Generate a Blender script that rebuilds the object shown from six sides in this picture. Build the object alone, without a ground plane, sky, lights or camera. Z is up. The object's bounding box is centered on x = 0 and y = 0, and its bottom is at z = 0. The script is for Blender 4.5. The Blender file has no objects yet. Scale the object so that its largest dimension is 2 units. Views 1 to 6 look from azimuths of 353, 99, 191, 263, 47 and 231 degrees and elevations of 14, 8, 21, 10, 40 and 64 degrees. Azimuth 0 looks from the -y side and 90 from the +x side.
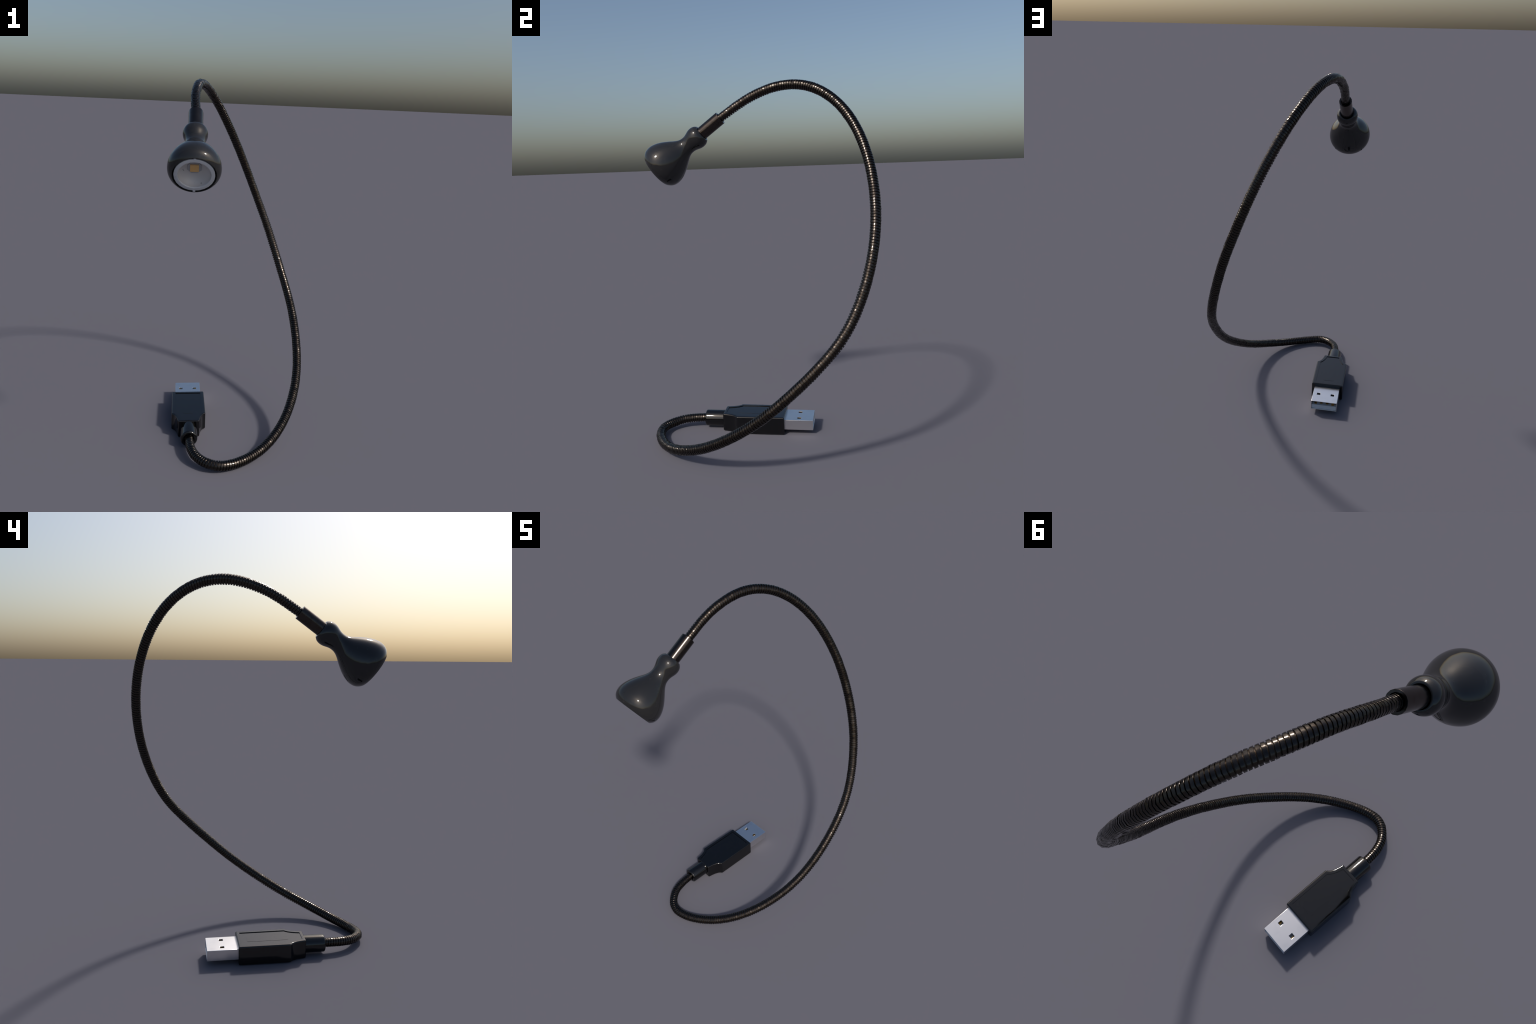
"""USB gooseneck lamp: a bell shaped lamp head on a helical gooseneck that
rises from a USB plug lying on the ground.  Metres, z up, longest side 2 m."""
import bpy, bmesh, math, random
import numpy as np
from mathutils import Vector, Matrix

rng = random.Random(7)
R_ = math.radians

# --------------------------------------------------------------- materials
def node_material(name, base, rough=0.3, metal=0.0, spec=0.5, coat=0.0,
                  blotch=None, blotch_scale=30.0, blotch_range=(0.5, 0.7),
                  rough_var=0.0, rough_scale=25.0, bump=0.0, bump_scale=300.0,
                  specks=None, random_tint=0.0):
    m = bpy.data.materials.new(name)
    m.use_nodes = True
    nt = m.node_tree
    b = nt.nodes["Principled BSDF"]
    b.inputs["Roughness"].default_value = rough
    b.inputs["Metallic"].default_value = metal
    b.inputs["Specular IOR Level"].default_value = spec
    b.inputs["Coat Weight"].default_value = coat
    b.inputs["Coat Roughness"].default_value = 0.06
    tc = nt.nodes.new("ShaderNodeTexCoord")
    L = nt.links.new
    col = nt.nodes.new("ShaderNodeRGB")
    col.outputs[0].default_value = (*base, 1)
    out = col.outputs[0]

    def noise(scale, detail=4.0, rgh=0.55):
        n = nt.nodes.new("ShaderNodeTexNoise")
        n.inputs["Scale"].default_value = scale
        n.inputs["Detail"].default_value = detail
        n.inputs["Roughness"].default_value = rgh
        L(tc.outputs["Object"], n.inputs["Vector"])
        return n

    def ramp(src, lo, hi):
        r = nt.nodes.new("ShaderNodeMapRange")
        r.inputs["From Min"].default_value = lo
        r.inputs["From Max"].default_value = hi
        L(src, r.inputs["Value"])
        return r.outputs["Result"]

    def mix(fac, a, colour):
        x = nt.nodes.new("ShaderNodeMix")
        x.data_type = 'RGBA'
        L(fac, x.inputs["Factor"])
        L(a, x.inputs["A"])
        x.inputs["B"].default_value = (*colour, 1)
        return x.outputs["Result"]

    if blotch:
        n = noise(blotch_scale)
        out = mix(ramp(n.outputs["Fac"], *blotch_range), out, blotch)
    if specks:
        colour, sc, lo, hi = specks
        n = noise(sc, 2.0, 0.7)
        out = mix(ramp(n.outputs["Fac"], lo, hi), out, colour)
    L(out, b.inputs["Base Color"])
    if rough_var:
        n = noise(rough_scale)
        r = nt.nodes.new("ShaderNodeMapRange")
        r.inputs["From Min"].default_value = 0.35
        r.inputs["From Max"].default_value = 0.7
        r.inputs["To Min"].default_value = rough
        r.inputs["To Max"].default_value = rough + rough_var
        L(n.outputs["Fac"], r.inputs["Value"])
        L(r.outputs["Result"], b.inputs["Roughness"])
    if bump:
        n = noise(bump_scale, 3.0)
        bp = nt.nodes.new("ShaderNodeBump")
        bp.inputs["Strength"].default_value = bump
        bp.inputs["Distance"].default_value = 0.0015
        L(n.outputs["Fac"], bp.inputs["Height"])
        L(bp.outputs["Normal"], b.inputs["Normal"])
    return m


M_HEAD = node_material("black_gloss_plastic", (0.0165, 0.0165, 0.0170), 0.055,
                       specks=((0.022, 0.022, 0.023), 40, 0.62, 0.75))
M_COIL = node_material("dark_bronze_steel", (0.054, 0.047, 0.042), 0.10, metal=1.0,
                       blotch=(0.074, 0.060, 0.048), blotch_scale=55, blotch_range=(0.52, 0.72),
                       rough_var=0.30, rough_scale=95)
M_CORE = node_material("dark_brown_core", (0.022, 0.014, 0.008), 0.4, metal=0.6,
                       blotch=(0.05, 0.028, 0.012), blotch_scale=60)
M_SLEEVE = node_material("burnished_dark_steel", (0.066, 0.056, 0.051), 0.15, metal=1.0,
                         blotch=(0.052, 0.041, 0.035), blotch_scale=45, rough_var=0.08)
M_PLUG = node_material("black_moulded_plastic", (0.0015, 0.0015, 0.0016), 0.07, spec=0.62,
                       specks=((0.006, 0.006, 0.006), 60, 0.6, 0.72))
M_STEEL = node_material("polished_steel", (0.82, 0.81, 0.81), 0.29, metal=1.0,
                        blotch=(0.74, 0.74, 0.75), blotch_scale=14, blotch_range=(0.5, 0.8))
M_TONGUE = node_material("pale_plastic", (0.50, 0.54, 0.58), 0.25)  # whitish plastic tinted grey-blue for the sky light it reflects
M_GOLD = node_material("gold_contact", (0.60, 0.36, 0.10), 0.3, metal=1.0)
M_RING = node_material("pale_grey_plastic", (0.54, 0.56, 0.59), 0.35, blotch=(0.44, 0.45, 0.47),
                       blotch_scale=40, blotch_range=(0.6, 0.75))
M_BOWL = node_material("silvered_reflector", (0.56, 0.55, 0.55), 0.42, metal=0.1,
                       specks=((0.22, 0.22, 0.22), 55, 0.68, 0.74))
M_CHIP = node_material("amber_phosphor", (0.80, 0.44, 0.10), 0.4, blotch=(0.80, 0.50, 0.15),
                       blotch_scale=70)
M_CHIPBASE = node_material("grey_chip_base", (0.33, 0.34, 0.37), 0.35)

# --------------------------------------------------------------- helpers
def make_object(name, verts, faces, mat, parent=None, smooth=40):
    me = bpy.data.meshes.new(name)
    me.from_pydata([tuple(v) for v in verts], [], faces)
    me.validate()
    bm = bmesh.new(); bm.from_mesh(me)
    bmesh.ops.recalc_face_normals(bm, faces=bm.faces)
    bm.to_mesh(me); bm.free()
    return finish(name, me, mat, parent, smooth)


def finish(name, me, mat, parent=None, smooth=40):
    me.materials.clear()
    me.materials.append(mat)
    me.shade_smooth()
    me.set_sharp_from_angle(angle=R_(smooth))
    ob = bpy.data.objects.new(name, me)
    bpy.context.scene.collection.objects.link(ob)
    if parent:
        ob.parent = parent
    return ob


def pchip(xs, ys, x):
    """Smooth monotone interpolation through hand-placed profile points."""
    xs = np.asarray(xs, float); ys = np.asarray(ys, float)
    h = np.diff(xs); d = np.diff(ys) / h
    m = np.zeros_like(ys)
    m[0], m[-1] = d[0], d[-1]
    for i in range(1, len(xs) - 1):
        if d[i - 1] * d[i] > 0:
            w1 = 2 * h[i] + h[i - 1]; w2 = h[i] + 2 * h[i - 1]
            m[i] = (w1 + w2) / (w1 / d[i - 1] + w2 / d[i])
    k = np.clip(np.searchsorted(xs, x) - 1, 0, len(xs) - 2)
    t = (x - xs[k]) / h[k]
    return ((1 + 2*t) * (1-t)**2 * ys[k] + t * (1-t)**2 * h[k] * m[k]
            + t*t * (3 - 2*t) * ys[k+1] + t*t * (t-1) * h[k] * m[k+1])


def lathe(profile, seg, origin, axis, e1, disp=None):
    """Revolve (s, r) pairs about the axis; r = 0 makes a pole."""
    e2 = axis.cross(e1)
    verts, rows, faces = [], [], []
    for s, r in profile:
        if r <= 1e-6:
            rows.append([len(verts)]); verts.append(origin + axis * s)
            continue
        row = []
        for j in range(seg):
            th = 2 * math.pi * j / seg
            rr = r - (disp(s, th) if disp else 0.0)
            row.append(len(verts))
            verts.append(origin + axis * s + (e1 * math.cos(th) + e2 * math.sin(th)) * rr)
        rows.append(row)
    for a, b in zip(rows[:-1], rows[1:]):
        for j in range(seg):
            k = (j + 1) % seg
            if len(a) == 1 and len(b) == 1: continue
            if len(a) == 1: faces.append((a[0], b[j], b[k]))
            elif len(b) == 1: faces.append((a[j], b[0], a[k]))
            else: faces.append((a[j], b[j], b[k], a[k]))
    return verts, faces


def box(cx, cy, cz, sx, sy, sz):
    v = [(cx + i*sx/2, cy + j*sy/2, cz + k*sz/2) for i in (-1, 1) for j in (-1, 1) for k in (-1, 1)]
    f = [(0, 1, 3, 2), (4, 6, 7, 5), (0, 4, 5, 1), (2, 3, 7, 6), (0, 2, 6, 4), (1, 5, 7, 3)]
    return v, f

# --------------------------------------------------------------- the thing
root = bpy.data.objects.new("usb_lamp", None)
root.empty_display_size = 0.1
bpy.context.scene.collection.objects.link(root)
root["label"] = "black flexible gooseneck usb reading lamp with bell shaped head"
root["category"] = "usb lamp"

# --------------------------------------------------------------- gooseneck
# control points of the neck's spine, from the lamp head down to the plug
SPINE = [
    (-0.2774, -0.2069, 1.8184), (-0.2859, -0.1058, 1.8901), (-0.2727, 0.0155, 1.9492),
    (-0.2551, 0.1540, 1.9798), (-0.2119, 0.2890, 1.9653), (-0.1550, 0.4130, 1.8961),
    (-0.0834, 0.5163, 1.7799), (-0.0037, 0.5875, 1.6254), (0.0769, 0.6290, 1.4457),
    (0.1545, 0.6375, 1.2561), (0.2293, 0.6131, 1.0714), (0.2868, 0.5606, 0.8951),
    (0.3364, 0.4849, 0.7379), (0.3739, 0.3702, 0.6052), (0.3904, 0.2350, 0.4735),
    (0.3884, 0.0907, 0.3436), (0.3598, -0.0662, 0.2328), (0.2967, -0.2222, 0.1396),
    (0.2126, -0.3695, 0.0772), (0.1057, -0.4873, 0.0372), (-0.0039, -0.5668, 0.0250),
    (-0.0980, -0.6086, 0.0265), (-0.1684, -0.6113, 0.0360), (-0.2326, -0.5671, 0.0400),
    (-0.2810, -0.4934, 0.0510), (-0.2855, -0.3795, 0.0540)]
HEAD_O = Vector((-0.2785, -0.2108, 1.8181))           # mouth of the sleeve
HEAD_A = Vector((-0.0145, -0.8098, -0.5865)).normalized()  # out through the lamp opening


def bspline(ctrl, m):
    c = np.array(ctrl); n = len(c); k = 3
    kn = np.r_[[0]*k, np.linspace(0, 1, n-k+1), [1]*k]
    t = np.linspace(0, 1, m); t[-1] -= 1e-9
    N = [((t >= kn[i]) & (t < kn[i+1])).astype(float) for i in range(len(kn)-1)]
    for d in range(1, k+1):
        N2 = []
        for i in range(len(kn)-1-d):
            a = kn[i+d]-kn[i]; b = kn[i+d+1]-kn[i+1]
            v = 0*t
            if a > 0: v = v + N[i]*(t-kn[i])/a
            if b > 0: v = v + N[i+1]*(kn[i+d+1]-t)/b
            N2.append(v)
        N = N2
    return np.array(N).T @ c


curve = bspline(SPINE, 4000)
head_in = np.array([HEAD_O + HEAD_A * s for s in np.linspace(0.035, 0.002, 30)])
plug_in = np.array([(-0.2857 + 0.0006*s, -0.3795 + s, 0.0537) for s in np.linspace(0.001, 0.045, 30)])
curve = np.vstack([head_in, curve[20:], plug_in])
seglen = np.linalg.norm(np.diff(curve, axis=0), axis=1)
arc = np.r_[0, np.cumsum(seglen)]
TOTAL = arc[-1]
FN = 6000
fs = np.linspace(0, TOTAL, FN)
fp = np.stack([np.interp(fs, arc, curve[:, k]) for k in range(3)], 1)
# light smoothing where the straight ends join the spline
for _ in range(25):
    fp[1:-1] = 0.25*fp[:-2] + 0.5*fp[1:-1] + 0.25*fp[2:]
ft = np.gradient(fp, axis=0); ft /= np.linalg.norm(ft, axis=1)[:, None]
fu = np.zeros_like(fp)                                  # rotation-minimising frame
u = np.cross(ft[0], [1, 0, 0]); u /= np.linalg.norm(u)
for i in range(FN):
    u = u - ft[i]*(u @ ft[i]); u /= np.linalg.norm(u); fu[i] = u
fv = np.cross(ft, fu)


def frame(s):
    x = min(max(s / TOTAL * (FN-1), 0), FN-1.001)
    i = int(x); f = x - i
    g = lambda a: a[i]*(1-f) + a[i+1]*f
    return g(fp), g(ft), g(fu), g(fv)


def neck_radius(s):
    """Slightly slimmer towards both ends."""
    e = min(s, TOTAL - s)
    return 0.0248 + 0.0019 * min(1.0, max(0.0, (e - 0.05) / 0.35))


PITCH, BAND, SEG = 0.0141, 0.0106, 10
turns = int((TOTAL - 0.03) / PITCH)
jit = [(rng.gauss(0, 0.0006), rng.gauss(0, 0.0004), rng.gauss(0, 0.0008)) for _ in range(turns*SEG + SEG + 2)]
verts, faces = [], []
count = turns * SEG
for i in range(count + 1):
    s0 = 0.014 + PITCH * i / SEG
    th = -2 * math.pi * i / SEG * 0.998                 # left-handed winding
    ja, jr, jt = jit[i]
    prev = jit[i - SEG] if i >= SEG else jit[i]
    ja = 0.6*ja + 0.4*prev[0]; jr = 0.5*jr + 0.5*prev[1]
    r = neck_radius(s0) + jr
    for ds, dr in ((-0.5, -0.0055), (-0.5, -0.0005), (-0.44, 0.0), (0.44, 0.0), (0.5, -0.0005), (0.5, -0.0055)):
        p, t, a, b = frame(s0 + ja + ds*BAND)
        q = p + (a*math.cos(th) + b*math.sin(th)) * (r + dr + ds*jt)
        verts.append(q)
for i in range(count):
    o = i*6
    for k in range(5):
        faces.append((o+k, o+k+1, o+k+7, o+k+6))
    faces.append((o+5, o, o+6, o+11))
faces.append(tuple(range(6)))
faces.append(tuple(range(count*6, count*6+6)))
coil = make_object("gooseneck_coil", verts, faces, M_COIL, root, 80)
# the strip keeps crisp long edges while each winding shades round
sharp = coil.data.attributes.get("sharp_edge") or coil.data.attributes.new("sharp_edge", 'BOOLEAN', 'EDGE')
sharp.data.foreach_set("value", [(e.vertices[0] - e.vertices[1]) % 6 == 0 for e in coil.data.edges])

# dark flexible core that shows between the windings
verts, faces = [], []
NC = 900
for i in range(NC):
    s = TOTAL * i / (NC-1)
    p, t, a, b = frame(s)
    r = neck_radius(s) - 0.0050
    for j in range(12):
        th = 2*math.pi*j/12
        verts.append(p + (a*math.cos(th) + b*math.sin(th)) * r)
for i in range(NC-1):
    for j in range(12):
        k = (j+1) % 12
        faces.append((i*12+j, i*12+k, i*12+12+k, i*12+12+j))
faces += [tuple(range(12)), tuple(range((NC-1)*12, NC*12))]
make_object("gooseneck_core", verts, faces, M_CORE, coil)

# --------------------------------------------------------------- lamp head
E1 = (Vector((1, 0, 0)) - HEAD_A * HEAD_A.x).normalized()

# sleeve: short steel tube, open at the neck end
sleeve_profile = [(0.045, 0.0), (0.045, 0.0280), (0.0, 0.0282), (0.0, 0.0368),
                  (0.0006, 0.0374), (0.05, 0.0374), (0.10, 0.0374), (0.1465, 0.0374), (0.148, 0.030), (0.148, 0.0)]
v, f = lathe(sleeve_profile, 16, HEAD_O, HEAD_A, E1)
make_object("sleeve", v, f, M_SLEEVE, root, 30)

# shell: knob, waist and bell turned about one axis
KS = [0.137, 0.147, 0.160, 0.175, 0.190, 0.205, 0.220, 0.236, 0.250, 0.265, 0.285, 0.310,
      0.335, 0.365, 0.395, 0.420, 0.440, 0.455, 0.466, 0.4725, 0.475]
KR = [0.0465, 0.0558, 0.0610, 0.0625, 0.0608, 0.0562, 0.0510, 0.0484, 0.0487, 0.0522, 0.0622, 0.0795,
      0.0960, 0.1125, 0.1237, 0.1281, 0.1268, 0.1218, 0.1150, 0.1085, 0.1055]


def slot(s, th, s0, s1, deg, half, depth, edge=0.0012):
    """Depth of a straight slot along the axis between s0 and s1 at an angle."""
    r = float(np.interp(s, KS, KR))
    d = abs((math.degrees(th) - deg + 180) % 360 - 180) * math.pi/180 * r
    out = max(s0 - s, s - s1, d - half)
    return depth * min(1.0, max(0.0, -out / edge))


def head_relief(s, th):
    d = 0.0
    for deg in (-49.5, -130.0):
        d = max(d, slot(s, th, 0.182, 0.233, deg, 0.0024, 0.005))     # vents on the knob
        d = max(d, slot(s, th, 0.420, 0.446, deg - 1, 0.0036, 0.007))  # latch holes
    d = max(d, slot(s, th, 0.369, 0.403, -94.5, 0.0036, 0.007))
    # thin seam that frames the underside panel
    r = float(np.interp(s, KS, KR))
    if 0.285 < s < 0.432:
        for deg in (-76.5, -117.0):
            w = abs((math.degrees(th) - deg + 180) % 360 - 180) * math.pi/180 * r
            d = max(d, 0.0011 * max(0.0, 1 - w/0.0016))
    return d


prof = [(0.146, 0.0376), (0.1385, 0.0385), (0.1366, 0.0400), (0.1362, 0.0440)]
ss = np.linspace(0.137, 0.475, 250)
# fair the profile so reflections run smoothly over it
rr = pchip(KS, KR, ss) + 0.0006
for _ in range(35):
    rr[1:-1] = 0.25*rr[:-2] + 0.5*rr[1:-1] + 0.25*rr[2:]
prof += [(float(s), float(r)) for s, r in zip(ss, rr)]
prof += [(0.4757, 0.1046), (0.4755, 0.1035), (0.4700, 0.1030), (0.4640, 0.0985), (0.4060, 0.0985), (0.4060, 0.0)]
v, f = lathe(prof, 480, HEAD_O, HEAD_A, E1, head_relief)
head = make_object("lamp_head", v, f, M_HEAD, root, 40)

# pale ring round the opening, with two small locating tabs
ring_prof = [(0.462, 0.0780), (0.4725, 0.0785), (0.4738, 0.0797), (0.4740, 0.0955), (0.4732, 0.0968), (0.462, 0.0972)]
v, f = lathe(ring_prof, 24, HEAD_O, HEAD_A, E1)
ring = make_object("reflector_ring", v, f, M_RING, head, 40)
E2 = HEAD_A.cross(E1)
for sgn in (1, -1):
    c = HEAD_O + HEAD_A*0.4697 + E2*sgn*0.0985
    bv, bf = box(0, 0, 0, 0.012, 0.010, 0.0095)
    rot = Matrix((E1, E2, HEAD_A)).transposed()
    ob = make_object("ring_tab", [c + rot @ Vector(p) for p in bv], bf, M_RING, ring)

# silvered bowl, chip base and chip
bs = np.linspace(0, 1, 24)
bowl = [(0.4640, 0.0772), (0.4675, 0.0770)] + [(0.4675 - 0.0530*t, 0.0768 - 0.046*t**1.9) for t in bs[1:]] + [(0.416, 0.0)]
v, f = lathe(bowl, 64, HEAD_O, HEAD_A, E1)
bowl_ob = make_object("reflector_bowl", v, f, M_BOWL, head, 50)
v, f = lathe([(0.414, 0.0), (0.414, 0.0365), (0.4195, 0.0365), (0.4205, 0.0355), (0.4205, 0.0)], 8, HEAD_O, HEAD_A,
             (E1*math.cos(R_(22.5)) + E2*math.sin(R_(22.5))).normalized())
make_object("chip_base", v, f, M_CHIPBASE, head)
bv, bf = box(0, 0, 0, 0.041, 0.041, 0.008)
c = HEAD_O + HEAD_A*0.4225
rot = Matrix((E1, E2, HEAD_A)).transposed()
make_object("light_chip", [c + rot @ Vector(p) for p in bv], bf, M_CHIP, head)

# clear, slightly domed cover over the reflector
lens = bpy.data.materials.new("clear_cover"); lens.use_nodes = True
nt = lens.node_tree
pb = nt.nodes["Principled BSDF"]
pb.inputs["Roughness"].default_value = 0.06
pb.inputs["Base Color"].default_value = (0.8, 0.8, 0.8, 1)
tr = nt.nodes.new("ShaderNodeBsdfTransparent")
mx = nt.nodes.new("ShaderNodeMixShader"); mx.inputs["Fac"].default_value = 0.03
nt.links.new(tr.outputs[0], mx.inputs[1]); nt.links.new(pb.outputs[0], mx.inputs[2])
nt.links.new(mx.outputs[0], nt.nodes["Material Output"].inputs["Surface"])
cap = [(0.4700, 0.0780)] + [(0.4735 + 0.0185*(1 - (1 - t)**2), 0.0780*(1 - t)) for t in np.linspace(0, 1, 14)]
cap += [(0.4715 + 0.0185*(1 - (1 - t)**2), 0.0770*(1 - t)) for t in np.linspace(1, 0, 14)]
v, f = lathe(cap, 48, HEAD_O, HEAD_A, E1)
make_object("lens_cover", v, f, lens, head, 60)

# --------------------------------------------------------------- USB plug
PLUG_C = Vector((-0.2923, 0.0, 0.0))
PLUG_ROT = Matrix.Rotation(R_(0.84), 4, 'Z')
PLUG_M = Matrix.Translation(PLUG_C) @ PLUG_ROT
HTOP = 0.1032


def full_outline(half):
    """Mirror a half outline given from front to back as (half width, y)."""
    right = list(half)
    return [(w, y) for w, y in right] + [(-w, y) for w, y in reversed(right)]


OUT = [(0.0978, 0.1040), (0.0982, 0.02), (0.0986, -0.07), (0.0990, -0.1750), (0.0885, -0.1820),
       (0.0795, -0.1930), (0.0700, -0.2170), (0.0645, -0.2410), (0.0605, -0.2650)]
PANEL = [(0.0762, 0.0825), (0.0762, 0.01), (0.0762, -0.07), (0.0762, -0.1665), (0.0690, -0.1740),
         (0.0610, -0.1850), (0.0520, -0.2050), (0.0455, -0.2260), (0.0410, -0.2475)]
PAD = [(0.0280, 0.0510), (0.0335, 0.0440), (0.0335, -0.02), (0.0335, -0.07), (0.0335, -0.11),
       (0.0335, -0.135), (0.0335, -0.150), (0.0320, -0.163), (0.0255, -0.1720)]


def shrink(half, d):
    return [(w - d, y - d if y > 0 else y + d if y < -0.24 else y) for w, y in half]


levels = [(OUT, 0.0), (OUT, HTOP), (PANEL, HTOP), (shrink(PANEL, 0.0004), HTOP - 0.0034),
          (PAD, HTOP - 0.0034), ([(w - 0.0002, y - 0.0002 if y > 0 else y + 0.0002 if y < -0.17 else y) for w, y in PAD], HTOP - 0.0027)]
bm = bmesh.new()
loops = []
for half, z in levels:
    loops.append([bm.verts.new(PLUG_M @ Vector((x, y, z))) for x, y in full_outline(half)])
N = len(loops[0])
for la, lb in zip(loops[:-1], loops[1:]):
    for i in range(N):
        k = (i+1) % N
        bm.faces.new((la[i], la[k], lb[k], lb[i]))
bm.faces.new(loops[-1]); bm.faces.new(loops[0])
bmesh.ops.recalc_face_normals(bm, faces=bm.faces)
sel = set()
lv = [set(l) for l in loops]
for e in bm.edges:
    a, b = e.verts
    for ring_set in (lv[0], lv[1]):
        if a in ring_set and b in ring_set:
            sel.add(e)
corner = {0, 3, 8, 9, 14, 17}
for i in corner:
    e = bm.edges.get((loops[0][i], loops[1][i]))
    if e: sel.add(e)
bmesh.ops.bevel(bm, geom=list(sel), offset=0.0072, segments=4, profile=0.5, affect='EDGES', clamp_overlap=False)
me = bpy.data.meshes.new("plug_housing"); bm.to_mesh(me); bm.free()
plug = finish("plug_housing", me, M_PLUG, root, 31)
wn = plug.modifiers.new("flat_faces", 'WEIGHTED_NORMAL'); wn.keep_sharp = True; wn.weight = 50
dg = bpy.context.evaluated_depsgraph_get()
me = bpy.data.meshes.new_from_object(plug.evaluated_get(dg))
plug.modifiers.clear(); plug.data = me; me.name = "plug_housing"

# strain relief collar
relief_o = PLUG_M @ Vector((0.0, -0.258, 0.0530))
relief_a = (PLUG_ROT @ Vector((0, -1, 0))).normalized()
RR, RL = 0.0470, 0.1205
rp = [(0.0, 0.0), (0.0, RR)]
rp += [(RL - 0.009 + 0.009*math.sin(R_(a)), RR - 0.009 + 0.009*math.cos(R_(a))) for a in range(0, 91, 18)]
rp += [(RL, 0.0310), (RL - 0.0025, 0.0290), (RL - 0.035, 0.0285), (RL - 0.035, 0.0)]
v, f = lathe(rp, 40, relief_o, relief_a, (PLUG_ROT @ Vector((1, 0, 0))).normalized())
make_object("strain_relief", v, f, M_PLUG, plug, 40)

# steel connector: thin walled box, open at the tip, two latch windows above and below
W, Z0, Z1, Y0, Y1, TH = 0.1565, 0.0248, 0.0830, 0.100, 0.2692, 0.0035


def cells(xs, ys, z, holes, flip):
    """Flat wall as a grid with some cells left open."""
    vs, fs_ = [], []
    idx = {}
    for i, x in enumerate(xs):
        for j, y in enumerate(ys):
            idx[i, j] = len(vs); vs.append((x, y, z))
    for i in range(len(xs)-1):
        for j in range(len(ys)-1):
            if (i, j) in holes: continue
            q = (idx[i, j], idx[i+1, j], idx[i+1, j+1], idx[i, j+1])
            fs_.append(q[::-1] if flip else q)
    return vs, fs_


hw, hl, hx, hy = 0.0105, 0.0108, 0.0428, 0.1870
xs = [-W/2, -hx-hw, -hx+hw, hx-hw, hx+hw, W/2]
ys = [Y0, hy-hl, hy+hl, Y1]
bm = bmesh.new()
for z, flip in ((Z1, False), (Z0, True)):
    vs, fs_ = cells(xs, ys, z, {(1, 1), (3, 1)}, flip)
    bv = [bm.verts.new(p) for p in vs]
    for q in fs_: bm.faces.new([bv[k] for k in q])
for x, flip in ((W/2, False), (-W/2, True)):
    col = [bm.verts.new((x, y, z)) for z in (Z0, Z1) for y in ys]
    for j in range(3):
        q = [col[j], col[j+1], col[j+5], col[j+4]]
        bm.faces.new(q[::-1] if flip else q)
bmesh.ops.remove_doubles(bm, verts=bm.verts, dist=1e-5)
bmesh.ops.recalc_face_normals(bm, faces=bm.faces)
me = bpy.data.meshes.new("steel_connector"); bm.to_mesh(me); bm.free()
me.transform(PLUG_M)
conn = finish("steel_connector", me, M_STEEL, root, 32)
md = conn.modifiers.new("wall", 'SOLIDIFY'); md.thickness = TH; md.offset = -1.0
md2 = conn.modifiers.new("edge", 'BEVEL'); md2.width = 0.0012; md2.segments = 2
md2.limit_method = 'ANGLE'; md2.angle_limit = R_(50)
dg = bpy.context.evaluated_depsgraph_get()
me2 = bpy.data.meshes.new_from_object(conn.evaluated_get(dg))
conn.modifiers.clear(); conn.data = me2
conn.data.shade_smooth(); conn.data.set_sharp_from_angle(angle=R_(20))

# pale tongue with four gilt contacts inside the connector
bv, bf = box(0, (Y0 + Y1)/2 - 0.002, 0.0415, W - 2*TH - 0.001, Y1 - Y0 - 0.006, 0.0250)
make_object("contact_tongue", [PLUG_M @ Vector(p) for p in bv], bf, M_TONGUE, conn)
for k, (x, yl) in enumerate(((-0.052, 0.010), (-0.018, 0.018), (0.018, 0.018), (0.052, 0.010))):
    bv, bf = box(x, 0.2655 - yl - 0.045, 0.0558, 0.0150, 0.090, 0.0036)
    make_object("contact", [PLUG_M @ Vector(p) for p in bv], bf, M_GOLD, conn)
